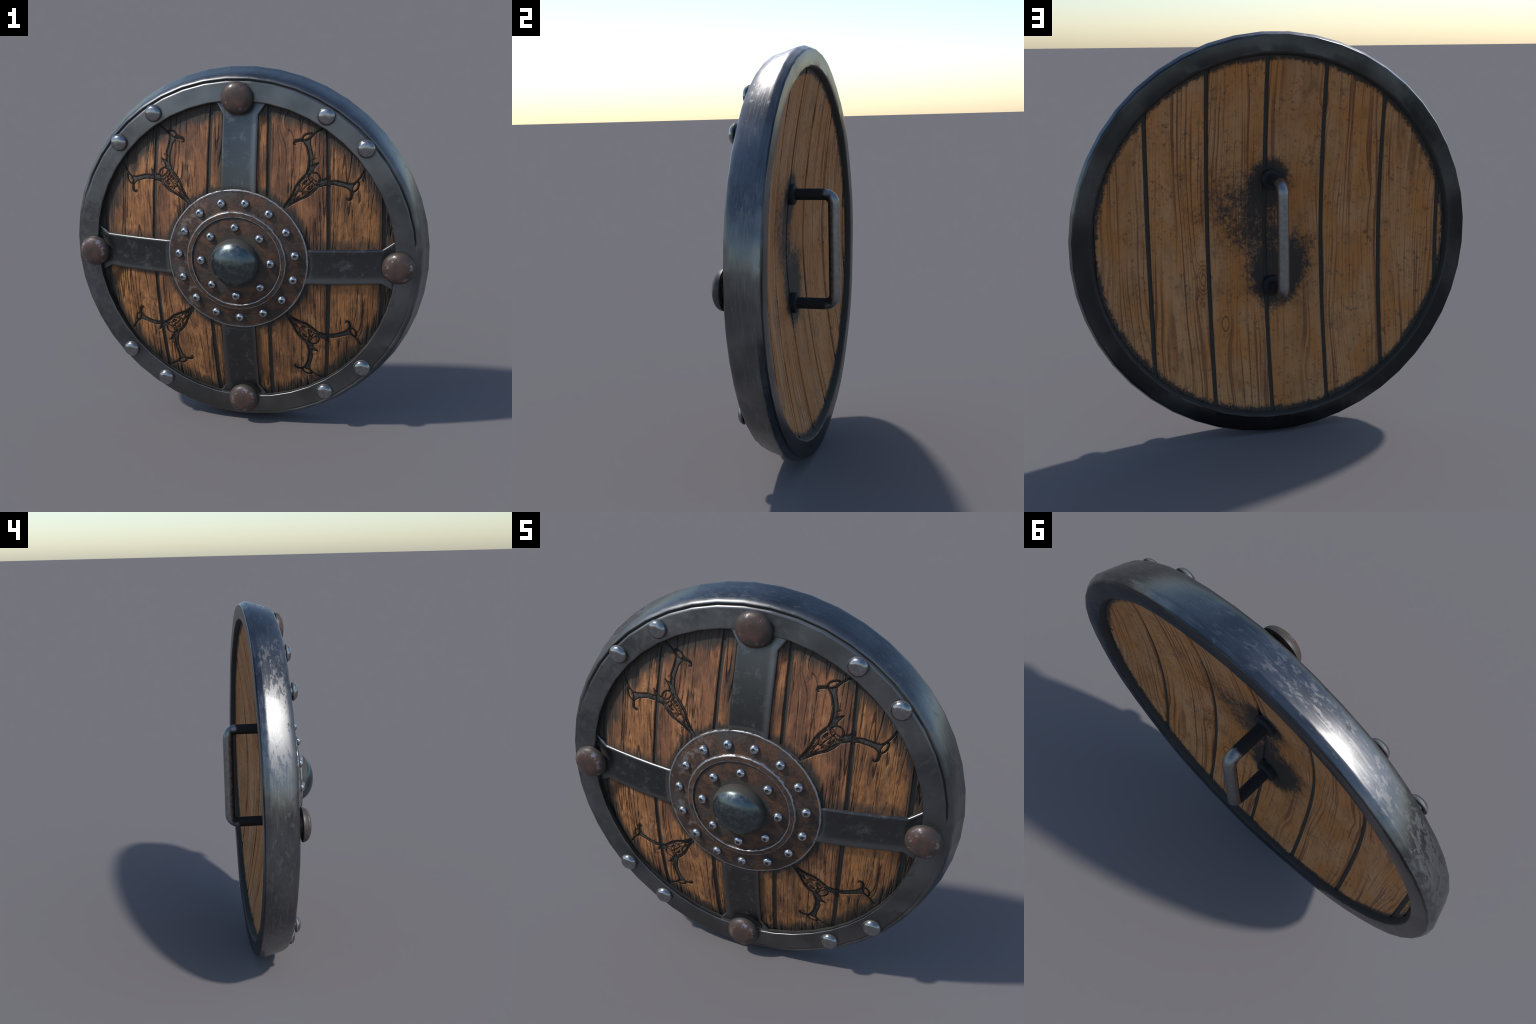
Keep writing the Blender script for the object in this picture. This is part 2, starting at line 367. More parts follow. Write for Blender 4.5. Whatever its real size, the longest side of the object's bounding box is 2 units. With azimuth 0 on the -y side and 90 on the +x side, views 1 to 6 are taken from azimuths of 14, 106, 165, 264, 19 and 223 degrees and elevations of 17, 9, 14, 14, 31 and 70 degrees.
def mat_back_wood():
    s = NT("back_wood")
    x, y, z, r, a = s.polar()
    k = s.math("MULTIPLY", s.rand(), 23.0)
    v = s.comb(s.math("ADD", x, k), 0.0, z)
    # growth rings: long thin lines that bend round knots
    kn = s.vor(s.map(v, (3.6, 1, 1.55)), 1.0)
    bumpk = s.math("POWER", 2.718, s.math("MULTIPLY", s.math("MULTIPLY", kn, kn), -70.0))
    slow = s.noise(s.map(v, (5.0, 1, 0.9)), 1.0, 2, 0.4)
    f = s.math("ADD", s.math("ADD", x, k), s.math("MULTIPLY", slow, 0.17))
    f = s.math("ADD", f, s.math("MULTIPLY", bumpk, 0.09))
    f = s.math("ADD", f, s.math("MULTIPLY", s.noise(s.map(v, (30, 1, 7)), 1.0, 3, 0.5), 0.006))
    lines = s.noise(s.comb(s.math("MULTIPLY", f, 78.0), 0.0, s.math("MULTIPLY", z, 0.7)), 1.0, 2.0, 0.5)
    line = s.ramp(lines, 0.49, 0.62)
    thin = s.noise(s.comb(s.math("MULTIPLY", f, 170.0), 3.0, s.math("MULTIPLY", z, 1.6)), 1.0, 2.0, 0.5)
    vis = s.ramp(s.noise(s.map(v, (7, 1, 0.9)), 1.2, 3, 0.5), 0.40, 0.58, 0.18, 1.0)
    kd = s.math("ADD", kn, s.math("MULTIPLY", s.math("SUBTRACT", s.noise(s.map(v, (14, 1, 8)), 1.0, 2, 0.5), 0.5), 0.05))
    rings = s.ramp(s.math("SINE", s.math("MULTIPLY", kd, 210.0)), 0.2, 0.9)
    rings = s.math("MULTIPLY", rings, s.math("MULTIPLY", s.ramp(kd, 0.185, 0.12), s.ramp(kd, 0.015, 0.03)))
    core = s.ramp(kd, 0.040, 0.018)
    tone = s.noise(s.map(v, (5, 1, 2.2)), 1.3, 5, 0.6)
    fibre = s.noise(s.map(v, (150, 1, 6)), 1.0, 5, 0.6)
    blot = s.noise(s.map(s.obj, (1, 1, 0.8)), 9, 6, 0.65)
    col = s.mix(s.ramp(tone, 0.34, 0.66), (0.520, 0.200, 0.050), (0.530, 0.272, 0.122))
    col = s.mix(s.ramp(blot, 0.50, 0.72, 0.0, 0.55), col, (0.26, 0.135, 0.055))
    col = s.mix(s.math("MULTIPLY", s.math("MULTIPLY", line, vis), 0.85), col, (0.150, 0.050, 0.022))
    col = s.mix(s.ramp(thin, 0.52, 0.68, 0.0, 0.40), col, (0.200, 0.078, 0.030))
    col = s.mix(s.ramp(s.noise(s.obj, 30, 6, 0.7), 0.52, 0.70, 0.0, 0.5), col, (0.150, 0.075, 0.036))
    col = s.mix(s.math("MULTIPLY", rings, 0.8), col, (0.150, 0.052, 0.024))
    col = s.mix(s.math("MULTIPLY", core, 0.7), col, (0.105, 0.045, 0.028))
    col = s.mix(s.ramp(fibre, 0.50, 0.72, 0.0, 0.30), col, (0.19, 0.10, 0.045))
    col = s.mix(s.ramp(s.rand(), 0.0, 1.0, 0.0, 0.28), col, (0.28, 0.130, 0.050))
    col = s.mix(s.ramp(s.noise(s.map(s.obj, (1.6, 1, 0.8), (3, 0, 1)), 6, 5, 0.65), 0.54, 0.72, 0.0, 0.5), col, (0.17, 0.088, 0.042))
    # soot: round the handle, in flecks, and along the rim
    n4 = s.noise(s.obj, 46, 7, 0.78)
    n5 = s.noise(s.map(s.obj, (1, 1, 1), (9, 4, 2)), 7, 5, 0.65)
    def blob(cx, cz, sx, sz, amp):
        dx = s.math("DIVIDE", s.math("SUBTRACT", x, cx), sx); dz = s.math("DIVIDE", s.math("SUBTRACT", z, cz), sz)
        q = s.math("ADD", s.math("MULTIPLY", dx, dx), s.math("MULTIPLY", dz, dz))
        return s.math("MULTIPLY", s.math("POWER", 2.718, s.math("MULTIPLY", q, -1.0)), amp)
    g = s.math("MAXIMUM", blob(0.0, 0.293, 0.085, 0.10, 1.25), blob(0.0, -0.25, 0.105, 0.11, 1.25))
    g = s.math("ADD", g, blob(-0.13, -0.12, 0.13, 0.17, 0.66))
    g = s.math("ADD", g, blob(0.05, 0.02, 0.13, 0.25, 0.44))
    g = s.math("ADD", g, blob(0.24, 0.14, 0.24, 0.26, 0.46))
    rimd = s.ramp(s.math("ADD", r, s.math("MULTIPLY", s.math("SUBTRACT", s.noise(s.map(s.obj, (1.6, 1, 0.7)), 40, 6, 0.75), 0.5), 0.055)), 0.845, 0.905, 0.0, 1.1)
    g = s.math("MAXIMUM", g, rimd)
    mess = s.math("ADD", s.math("MULTIPLY", n4, 0.75), s.math("MULTIPLY", n5, 0.55))
    scratch = s.noise(s.map(s.obj, (95, 1, 60), (2, 0, 5)), 1.0, 4, 0.7, 0.6)
    mess = s.math("ADD", mess, s.math("MULTIPLY", s.math("SUBTRACT", scratch, 0.5), 0.35))
    soot = s.ramp(s.math("ADD", mess, s.math("MULTIPLY", g, 0.56)), 0.76, 1.06)
    fleck = s.ramp(s.math("ADD", s.math("MULTIPLY", s.noise(s.map(s.obj, (1, 1, 1), (2, 7, 3)), 48, 4, 0.65), 0.8), s.math("MULTIPLY", n5, 0.35)), 0.63, 0.75)
    soot = s.math("MAXIMUM", soot, s.math("MULTIPLY", fleck, 0.6))
    col = s.mix(s.math("MULTIPLY", soot, 0.95), col, (0.026, 0.027, 0.027))
    s.bump(s.math("ADD", s.math("MULTIPLY", line, -0.6), s.math("MULTIPLY", fibre, -0.6)), 0.25, 0.003)
    return s.set(col, 0.62, 0.0, 0.25)

def mat_plain(name, col, rough=0.8, metal=0.0, nscale=30):
    s = NT(name)
    n1 = s.noise(s.obj, nscale, 4, 0.6)
    c = s.mix(n1, tuple(q * 0.75 for q in col), tuple(q * 1.25 for q in col))
    return s.set(c, rough, metal, 0.25)

def mat_handle():
    s = NT("handle_iron")
    x, y, z, r, a = s.polar()
    n1 = s.noise(s.obj, 40, 6, 0.7); n2 = s.noise(s.obj, 12, 4, 0.6)
    yy = s.math("ADD", y, s.math("MULTIPLY", s.math("SUBTRACT", n1, 0.5), 0.03))
    zc = s.math("ABSOLUTE", s.math("SUBTRACT", z, 0.022))
    zz = s.math("ADD", zc, s.math("MULTIPLY", s.math("SUBTRACT", n1, 0.5), 0.03))
    # bare metal where the hand rubs: outer half of the bar and the outside of the bends
    bare = s.math("MULTIPLY", s.ramp(yy, 0.208, 0.224), 1.0)
    bend = s.math("MULTIPLY", s.ramp(yy, 0.172, 0.192), s.ramp(zz, 0.262, 0.280))
    bare = s.math("MAXIMUM", bare, bend)
    col = s.mix(s.ramp(n1, 0.35, 0.7), (0.24, 0.24, 0.24), (0.32, 0.32, 0.32))
    brown = s.math("MULTIPLY", s.ramp(y, 0.165, 0.19), s.ramp(zc, 0.255, 0.235))
    dark = s.mix(brown, (0.018, 0.019, 0.020), (0.050, 0.033, 0.024))
    col = s.mix(bare, dark, col)
    s.bump(n1, 0.12, 0.002)
    return s.set(col, s.mixf(bare, 0.7, s.math("ADD", 0.32, s.math("MULTIPLY", n2, 0.16))), s.math("MULTIPLY", bare, 1.0), 0.3)

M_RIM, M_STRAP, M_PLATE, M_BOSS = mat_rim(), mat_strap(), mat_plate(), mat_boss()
M_BOLT, M_STUD, M_KNOB = mat_bolt(), mat_stud(), mat_rust_knob()
M_FRONT, M_CARVED, M_BACK = mat_front_wood(), mat_front_wood("carved"), mat_back_wood()
M_SPLIT = mat_front_wood("split")
M_CORE = mat_plain("dark_core_wood", (0.052, 0.048, 0.042))
M_LINE = mat_plain("burnt_line", (0.014, 0.012, 0.010), 0.75)
M_HANDLE = mat_handle()
M_FLANGE = mat_plain("blackened_iron", (0.020, 0.021, 0.022), 0.65)

# ------------------------------------------------------------------ the shield
shield = bpy.data.objects.new("round_shield", None)
shield.empty_display_size = 0.3
link(shield)
shield["label"] = "round wooden shield with iron rim, studded boss and carved stag skulls"
shield["category"] = "shield"

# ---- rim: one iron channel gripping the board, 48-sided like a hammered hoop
def rim_shape(r, y, ang):
    d = math.degrees(ang)
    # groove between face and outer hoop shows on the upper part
    if 0.9370 < r / RS < 0.9445:
        up_ = max(0.0, min(1.0, min((d - 5) / 2.5, (163 - d) / 12.0))) if d > 0 else 0.0
        if -75 < d < -20: up_ = 0.22
        y += 0.0115 * up_
    w = 0.0012 * math.sin(5 * ang + 1.0) + 0.0009 * math.sin(11 * ang)
    if r < 0.99: y += w
    return r, y
RS = 1.00215      # corners of the 48-gon stand this far out so that its flats reach r = 1
rim_prof = [(0.850, 0.006), (0.8345, -0.012), (0.8345, -0.0395), (0.8355, -0.0425), (0.8385, -0.0440),
            (0.842, -0.0437), (0.880, -0.0395), (0.925, -0.0345), (0.9345, -0.0333), (0.9375, -0.0322), (0.9400, -0.0300), (0.9430, -0.0296), (0.9465, -0.0302),
            (0.951, -0.0290), (0.957, -0.0245), (0.963, -0.0165), (0.968, -0.0060), (0.9715, 0.006),
            (0.985, 0.052), (0.9985, 0.098), (1.0000, 0.106), (0.9990, 0.1115), (0.9965, 0.117), (0.9895, 0.1325), (0.9870, 0.1375), (0.9845, 0.1400),
            (0.9810, 0.1412), (0.978, 0.1415), (0.945, 0.1415), (0.912, 0.1410), (0.9075, 0.1400), (0.9040, 0.1375), (0.9018, 0.1345), (0.8985, 0.1270), (0.8950, 0.1185), (0.8925, 0.1080), (0.8910, 0.0950)]
rim_prof = [(r * RS, y) for r, y in rim_prof]
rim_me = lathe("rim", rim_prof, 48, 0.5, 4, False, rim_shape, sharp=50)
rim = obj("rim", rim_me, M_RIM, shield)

# ---- core disc seen only down the seams
core_prof = [(0.86, 0.006), (0.86, 0.075)]
nr = 40
front_ring = [(0.86 * i / nr, front_wood((0.86 * i / nr) ** 2) + 0.0090) for i in range(1, nr + 1)]
back_ring = [(0.8945 * i / nr, back_wood((0.8945 * i / nr) ** 2) - 0.009) for i in range(nr, 0, -1)]
core = obj("core_board", lathe("core_board", front_ring + back_ring, 96, 0, 1, True), M_CORE, shield)

# ---- carved stag skull: strokes in a frame (u outward along the diagonal, v across)
V0 = -0.026     # the skull's axis passes beside the exact diagonal
def S(*p): return [(u, v) for u, v in p]
HALF = dict(   # one antler (v < 0 side); mirrored for the other
    outer=S((0.590, -0.046), (0.622, -0.063), (0.652, -0.090), (0.670, -0.116), (0.686, -0.147), (0.690, -0.172), (0.686, -0.187), (0.668, -0.200), (0.652, -0.205), (0.648, -0.199), (0.652, -0.193)),
    hook=S((0.652, -0.205), (0.664, -0.209), (0.680, -0.199), (0.694, -0.190), (0.708, -0.194), (0.723, -0.193), (0.740, -0.184), (0.750, -0.174), (0.746, -0.168)),
    tine=S((0.692, -0.186), (0.706, -0.172), (0.726, -0.166), (0.755, -0.164), (0.780, -0.160), (0.808, -0.153)),
    inner=S((0.640, -0.053), (0.655, -0.068), (0.676, -0.088), (0.696, -0.122), (0.712, -0.146), (0.728, -0.160), (0.755, -0.162)),
    brow=S((0.622, -0.030), (0.640, -0.040), (0.674, -0.042)),
    brow2=S((0.674, -0.042), (0.655, -0.052), (0.640, -0.057)),
    cheek=S((0.392, -0.004), (0.415, -0.010), (0.440, -0.015), (0.475, -0.025), (0.512, -0.040), (0.548, -0.046), (0.585, -0.047)),
    cheek2=S((0.430, -0.007), (0.470, -0.017), (0.508, -0.030), (0.545, -0.036), (0.580, -0.036)),
    eye=S((0.544, -0.017), (0.552, -0.023), (0.564, -0.024), (0.570, -0.020), (0.561, -0.016)),
    horn=S((0.585, -0.026), (0.594, -0.033), (0.606, -0.034)),
    nostril=S((0.418, -0.003), (0.440, -0.006), (0.470, -0.010), (0.492, -0.012)))
MID = dict(
    crown=S((0.604, -0.030), (0.618, -0.028), (0.630, -0.014), (0.632, 0.004), (0.626, 0.020), (0.608, 0.029)),
    crown2=S((0.600, -0.022), (0.596, -0.002), (0.602, 0.022), (0.612, 0.028)),
    ridge=S((0.598, 0.000), (0.570, 0.001), (0.545, -0.001), (0.512, 0.002)),
    cross=S((0.585, -0.030), (0.578, -0.010), (0.584, 0.008), (0.580, 0.030)),
    nose=S((0.512, -0.016), (0.506, -0.004), (0.512, 0.006), (0.506, 0.018)),
    nose2=S((0.505, -0.010), (0.485, -0.006), (0.462, 0.002), (0.440, -0.001)),
    tip=S((0.392, -0.006), (0.389, 0.000), (0.392, 0.006)))

def smooth_line(pts, step=0.004):
    P = np.array(pts, float); out = []
    Q = np.vstack([2 * P[0] - P[1], P, 2 * P[-1] - P[-2]])
    for i in range(1, len(Q) - 2):
        n = max(2, int(np.linalg.norm(Q[i + 1] - Q[i]) / step))
        t = np.arange(n)[:, None] / n
        a, b, c, d = Q[i - 1], Q[i], Q[i + 1], Q[i + 2]
        out.append(0.5 * (2 * b + (c - a) * t + (2 * a - 5 * b + 4 * c - d) * t ** 2 + (3 * b - a - 3 * c + d) * t ** 3))
    return np.vstack(out + [P[-1:]])

STROKES = []         # (line array, width, roughness of the line)
for k, p in HALF.items():
    L = smooth_line(p)
    w = {"outer": 0.0033, "hook": 0.0038, "tine": 0.0034, "inner": 0.0024, "cheek": 0.0029, "brow": 0.0026, "eye": 0.0026}.get(k, 0.0020)
    for sgn in (1, -1):
        STROKES.append((L * [1, sgn], w, k))
for k, p in MID.items():
    STROKES.append((smooth_line(p), 0.0032 if k == "crown" else 0.0021, k))
h = {k: smooth_line(p) for k, p in HALF.items()}
# small scratched squiggles that shade the bone and the antler bases
sq = random.Random(77)
for _ in range(64):
    if sq.random() < 0.64:
        u = sq.uniform(0.42, 0.60); hw = 0.006 + (u - 0.40) * 0.20
        v = sq.choice((-1, 1)) * hw * sq.uniform(0.25, 0.95)
    else:
        u = sq.uniform(0.59, 0.665); v = sq.choice((-1, 1)) * (0.040 + (u - 0.59) * 0.55 + sq.uniform(-0.008, 0.008))
    a = sq.uniform(-0.8, 0.8) + (0.22 if v > 0 else -0.22); l = sq.uniform(0.006, 0.020)
    STROKES.append((np.array([(u + math.cos(a) * l * t, v + math.sin(a) * l * t + sq.gauss(0, 0.0010)) for t in np.linspace(0, 1, 7)]), sq.uniform(0.0007, 0.0013), "scratch"))
ANTLER = np.vstack([h["outer"][: int(len(h["outer"]) * 0.68)], h["tine"][: int(len(h["tine"]) * 0.45)], h["inner"][::-1]])
HOOKP = np.vstack([smooth_line(HALF["outer"][5:9]), np.array(HALF["hook"][1:5])])
SNOUT = np.array(S((0.388, 0.0), (0.392, -0.006), (0.44, -0.015), (0.44, 0.015), (0.392, 0.006)))
BROWP = np.array(HALF["brow"] + HALF["brow2"])
CHEEKP = np.vstack([h["cheek"], h["cheek2"][::-1]])
BASEP = np.array(S((0.580, -0.047), (0.622, -0.063), (0.645, -0.060), (0.625, -0.032), (0.600, -0.026), (0.588, -0.028)))

def inside(poly, x, y):
    res = np.zeros(x.shape, bool); n = len(poly)
    for i in range(n):
        x0, y0 = poly[i]; x1, y1 = poly[(i + 1) % n]
        c = ((y0 > y) != (y1 > y))
        with np.errstate(divide="ignore", invalid="ignore"):
            res ^= c & (x < (x1 - x0) * (y - y0) / (y1 - y0 + 1e-12) + x0)
    return res

def to_uv(x, z):
    """all four quadrants fold onto one skull"""
    ax, az = np.abs(x), np.abs(z)
    return (ax + az) / math.sqrt(2), (ax - az) / math.sqrt(2) - V0

def carve(x, z):
    """depth of cut (m) and mask of the darkened fill"""
    u, v = to_uv(x, z)
    av = -np.abs(v)
    fill = np.zeros(x.shape, bool); near = (u > 0.38) & (u < 0.83) & (np.abs(v) < 0.23) 
    un, vn = u[near], av[near]
    f = inside(ANTLER, un, vn) | inside(HOOKP, un, vn) | inside(SNOUT, un, vn) | inside(BROWP, un, vn) | inside(CHEEKP, un, vn) | inside(BASEP, un, vn)
    d = np.full(un.shape, 9.0); vs = v[near]
    for L, w, k in STROKES:
        lo, hi = L.min(0) - 0.012, L.max(0) + 0.012
        m = (un > lo[0]) & (un < hi[0]) & (vs > lo[1]) & (vs < hi[1])
        if not m.any(): continue
        P = np.stack([un[m], vs[m]], -1)
        dd = np.full(len(P), 9.0)
        for q in L[::1]:
            dd = np.minimum(dd, np.hypot(P[:, 0] - q[0], P[:, 1] - q[1]))
        d[m] = np.minimum(d[m], dd - w)
    depth = np.where(f, 0.0050, 0.0)
    depth = np.maximum(depth, 0.0062 * (1 - sstep(-0.0005, 0.0030, d)))
    full = np.zeros(x.shape); full[near] = depth
    fill[near] = f | (d < -0.0005)
    return full, fill

# ---- planks
def plank(name, x0, x1, bow, R, surf, side, step, stepz, gap, relief, mats, seed, parent, thick):
    """board strip between seams x0..x1 clipped to radius R; side -1 faces front, +1 back"""
    g0, g1 = x0 + gap / 2, x1 - gap / 2
    nx = max(4, int((g1 - g0) / step))
    t = np.linspace(0, 1, nx)
    e = 0.0035 / (g1 - g0)
    t = np.unique(np.concatenate([[0.0, e * 0.35, e], t[(t > e * 1.3) & (t < 1 - e * 1.3)], [1 - e, 1 - e * 0.35, 1.0]]))
    def lim(xx):
        return math.sqrt(max(R * R - xx * xx, 1e-4))
    zmax = max(lim(min(max(0.0, g0), g1)), 0.02)
    s = np.linspace(-1, 1, max(8, int(2 * zmax / stepz)))
    # rows are level across the plank: clip each column to the circle
    T, Sg = np.meshgrid(t, s * zmax, indexing="ij")
    def seam_x(c, zz): return c * (1 - bow * zz * zz)
    X = seam_x(g0, Sg) * (1 - T) + seam_x(g1, Sg) * T
    Z = Sg.copy()
    rr = np.hypot(X, Z); k = np.where(rr > R, R / rr, 1.0)
    Xc = X * k; Zc = Z * k
    Y = surf(Xc ** 2 + Zc ** 2)
    edge = np.minimum(T, 1 - T) * (g1 - g0)
    rnd = 0.0035 * (1 - np.sqrt(np.clip(1 - (1 - np.clip(edge / 0.0035, 0, 1)) ** 2, 0, 1)))
    rel, crack = relief(Xc, Zc, seed)
    dep = rnd + rel
    fill = None
    if side < 0:
        cut, fill = carve(Xc, Zc)
        dep = np.maximum(dep, cut)
    Y = Y - side * dep
    n, m = X.shape
    top = np.stack([Xc, Y, Zc + CZ], -1).reshape(-1, 3)
    idx = np.arange(n * m).reshape(n, m)
    F = np.stack([idx[:-1, :-1], idx[:-1, 1:], idx[1:, 1:], idx[1:, :-1]], -1).reshape(-1, 4)
    # skirt down the two long sides
    L = len(top)
    low0 = top[idx[0]] - np.array([0, side * thick, 0]); low1 = top[idx[-1]] - np.array([0, side * thick, 0])
    V = np.vstack([top, low0, low1])
    a = np.arange(m - 1)
    F0 = np.stack([idx[0][a], L + a, L + a + 1, idx[0][a + 1]], -1)
    F1 = np.stack([idx[-1][a], idx[-1][a + 1], L + m + a + 1, L + m + a], -1)
    F = np.vstack([F, F0, F1])
    if side > 0: F = F[:, ::-1]
    P = V[F]; ar = np.linalg.norm(np.cross(P[:, 2] - P[:, 0], P[:, 3] - P[:, 1]), axis=1)
    keep = ar > 1e-9
    F = np.ascontiguousarray(F[keep])
    me = mesh_np(name, V, F, True)
    ob = obj(name, me, mats, parent)
    if fill is not None:
        ff = fill.reshape(-1)
        nq = len(F)
        cnt = np.concatenate([ff, np.zeros(2 * m, bool)])[F].sum(1)
        if len(me.polygons) == nq:
            ck = np.concatenate([crack.reshape(-1), np.zeros(2 * m)])[F].mean(1)
            mi = np.where(ck > 0.55, 2, 0)
            me.polygons.foreach_set("material_index", np.where(cnt >= 2, 1, mi).astype(np.int32))
    return ob

KNOTS_F = [(-0.385, 1.345 - 1, 0.05), (0.245, 0.735, 0.045), (-0.345, -0.235, 0.05), (0.62, -0.50, 0.05), (-0.28, -0.36, 0.04)]
def relief_front(x, z, seed):
    kk = np.zeros_like(x)
    xw = x + 0.004 * vnoise(x * 8 + seed, z * 3.5, 5)
    for i, (a, b, sz) in enumerate(KNOTS_F):
        q = ((x - a) / sz) ** 2 + ((z - b) / (sz * 2.0)) ** 2
        xw = xw + 0.055 * np.exp(-q)
    # long split lines of uneven length
    n1 = vnoise(xw * 46 + seed * 3.1, z * 1.5 + seed, 1)
    n2 = vnoise(xw * 27 + seed * 1.7, z * 1.1 - seed, 2)
    on = sstep(-0.45, 0.25, vnoise(x * 16 + seed, z * 3.0, 3))
    on2 = sstep(-0.35, 0.25, vnoise(x * 10 - seed, z * 2.2, 4))
    wv = 0.7 + 0.5 * vnoise(x * 30, z * 18 + seed, 12)
    c1 = (1 - sstep(0.02, 0.14, np.abs(n1) / wv)) * on
    c2 = (1 - sstep(0.02, 0.105, np.abs(n2) / wv)) * on2
    c = np.maximum(c1 * 0.85, c2)
    und = 0.0018 * vnoise(x * 14, z * 8 + seed, 6) + 0.0009 * vnoise(x * 70, z * 30, 8)
    return 0.0042 * c + und, c

def relief_back(x, z, seed):
    return 0.0008 * vnoise(x * 20 + seed, z * 3, 7) + 0.0005 * vnoise(x * 80, z * 6 + seed, 9), None

front_seams = [-0.845, -0.785, -0.472, -0.156, 0.173, 0.490, 0.772, 0.845]
front_seams[0] = -0.8449
for i in range(len(front_seams) - 1):
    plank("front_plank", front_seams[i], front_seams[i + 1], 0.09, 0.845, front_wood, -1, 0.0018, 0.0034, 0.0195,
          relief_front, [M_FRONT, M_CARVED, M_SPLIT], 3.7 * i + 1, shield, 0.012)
back_seams = [-0.893, -0.850, -0.556, -0.257, 0.036, 0.331, 0.628, 0.893]
for i in range(len(back_seams) - 1):
    plank("back_plank", back_seams[i], back_seams[i + 1], 0.0, 0.893, back_wood, 1, 0.008, 0.012, 0.0210,
          relief_back, [M_BACK], 2.3 * i + 5, shield, 0.010)

# ---- burnt outline strokes lying in the carving
def tube_stroke(V, F, pts3, radii, sides=6):
    base = len(V); n = len(pts3)
    up = Vector((0, -1, 0))
    for i, p in enumerate(pts3):
        d = (Vector(pts3[min(i + 1, n - 1)]) - Vector(pts3[max(i - 1, 0)]))
        d.normalize()
        sx = d.cross(up).normalized()
        for j in range(sides):
            a = 2 * math.pi * j / sides
            o = sx * math.cos(a) * radii[i] + up * math.sin(a) * radii[i] * 0.55
            V.append(tuple(Vector(p) + o))
    for i in range(n - 1):
        for j in range(sides):
            j2 = (j + 1) % sides
            F.append((base + i * sides + j, base + i * sides + j2, base + (i + 1) * sides + j2, base + (i + 1) * sides + j))
    F.append(tuple(base + j for j in range(sides)))
    F.append(tuple(base + (n - 1) * sides + j for j in reversed(range(sides))))

for qi, (sx, sz) in enumerate(((1, 1), (-1, 1), (-1, -1), (1, -1))):
    r_ = random.Random(40 + qi)
    V, F = [], []
    def add(L, w, rough_amp, k, taper=True):
        n = len(L); pts = []; rad = []
        j1 = j2 = 0.0
        for i, (u, v) in enumerate(L):
            j1 = 0.55 * j1 + r_.gauss(0, rough_amp); j2 = 0.55 * j2 + r_.gauss(0, rough_amp)
            u2, v2 = u + j1, v + j2 + V0
            x, z = (u2 + v2) / math.sqrt(2) * sx, (u2 - v2) / math.sqrt(2) * sz
            pts.append((x, front_wood(x * x + z * z) + (0.0016 if k == "scratch" else 0.0040), z + CZ))
            e = min(1.0, 0.35 + 6.0 * min(i, n - 1 - i) / n) if taper else 1.0
            rad.append(max(0.0008, w * e * r_.uniform(0.72, 1.25)))
        tube_stroke(V, F, pts, rad)
    for L, w, k in STROKES:
        ragged = 0.0011 if k in ("cheek", "cheek2", "nostril", "nose2", "crown", "ridge", "cross", "nose", "crown2", "scratch", "eye", "horn") else 0.0005
        add(L, w, ragged, k)
    me = mesh_np("carved_stag_skull", V, F, True)
    ob = obj("carved_stag_skull", me, M_LINE, shield)

# ---- iron straps
def strap(dirx, dirz, off):
    """flat bar from under the plate to under the rim, flaring where it meets the rim"""
    ss = np.concatenate([np.linspace(0.30, 0.760, 40), np.linspace(0.765, 0.826, 10), [0.840]])
    prof = [(-1.0, 0.020), (-1.0, 0.0065), (-0.994, 0.0050), (-0.962, 0.0010), (-0.940, -0.0005), (-0.88, -0.0010), (-0.84, -0.0006)]
    prof += [(q, -0.0006 + 0.0040 * (1 - (q / 0.84) ** 2)) for q in (-0.6, -0.35, 0.0, 0.35, 0.6)] + [(-a, b) for a, b in reversed(prof)]
    V = []; k = len(prof)
    for s_ in ss:
        hw = 0.096 if s_ < 0.765 else 0.096 + (min(s_, 0.832) - 0.765) * 0.66
        base = 0.096
        for q, dy in prof:
            # keep the bevel width constant while the bar flares
            t = math.copysign(hw - (1 - abs(q)) * base, q) if abs(q) > 0.8 else q * (hw - 0.16 * base) / 0.84
            y = front_wood(s_ * s_ + 0.35 * t * t) - 0.0125 + dy
            x = dirx * s_ - dirz * t; z = dirz * s_ + dirx * t
            x += off * abs(dirz); z += off * abs(dirx)
            V.append((x, y, z + CZ))
    F = []
    for i in range(len(ss) - 1):
        for j in range(k - 1):
            F.append((i * k + j, i * k + j + 1, (i + 1) * k + j + 1, (i + 1) * k + j))
    F.append(tuple((len(ss) - 1) * k + j for j in range(k)))
    me = mesh_np("iron_strap", V, F, True, 40)
    return obj("iron_strap", me, M_STRAP, shield)
for dx, dz, off in ((1, 0, -0.022), (0, 1, 0.013), (-1, 0, -0.006), (0, -1, -0.005)):
    strap(dx, dz, off)

# ---- rusty boss plate with raised ring
def dome_prof(rs):
    return [(r, plate_y(r * r)) for r in rs]
pp = [(0.386, -0.092), (0.3870, plate_y(0.387 ** 2) + 0.004), (0.3860, plate_y(0.386 ** 2) - 0.0005), (0.3835, plate_y(0.3835 ** 2) - 0.0022),
      (0.3795, plate_y(0.3795 ** 2) - 0.0014), (0.375, plate_y(0.375 ** 2))]
pp += dome_prof(np.linspace(0.368, 0.280, 10))
def up(r, h_): return (r, plate_y(r * r) - h_)
pp += [up(0.2745, 0.0), up(0.2725, 0.0035), up(0.2705, 0.0075), up(0.2685, 0.0088), up(0.264, 0.0086), up(0.257, 0.0084), up(0.250, 0.0088),
       up(0.2455, 0.0092), up(0.2435, 0.0080), up(0.2420, 0.0035), up(0.2410, -0.0012), up(0.2385, -0.0016), up(0.234, 0.0)]
pp += dome_prof(np.linspace(0.226, 0.10, 12))
def dent(r, y, ang):
    return r + (0.0008 * math.sin(7 * ang) + 0.0006 * math.sin(17 * ang + 1)) * (1 if r > 0.36 else 0), y
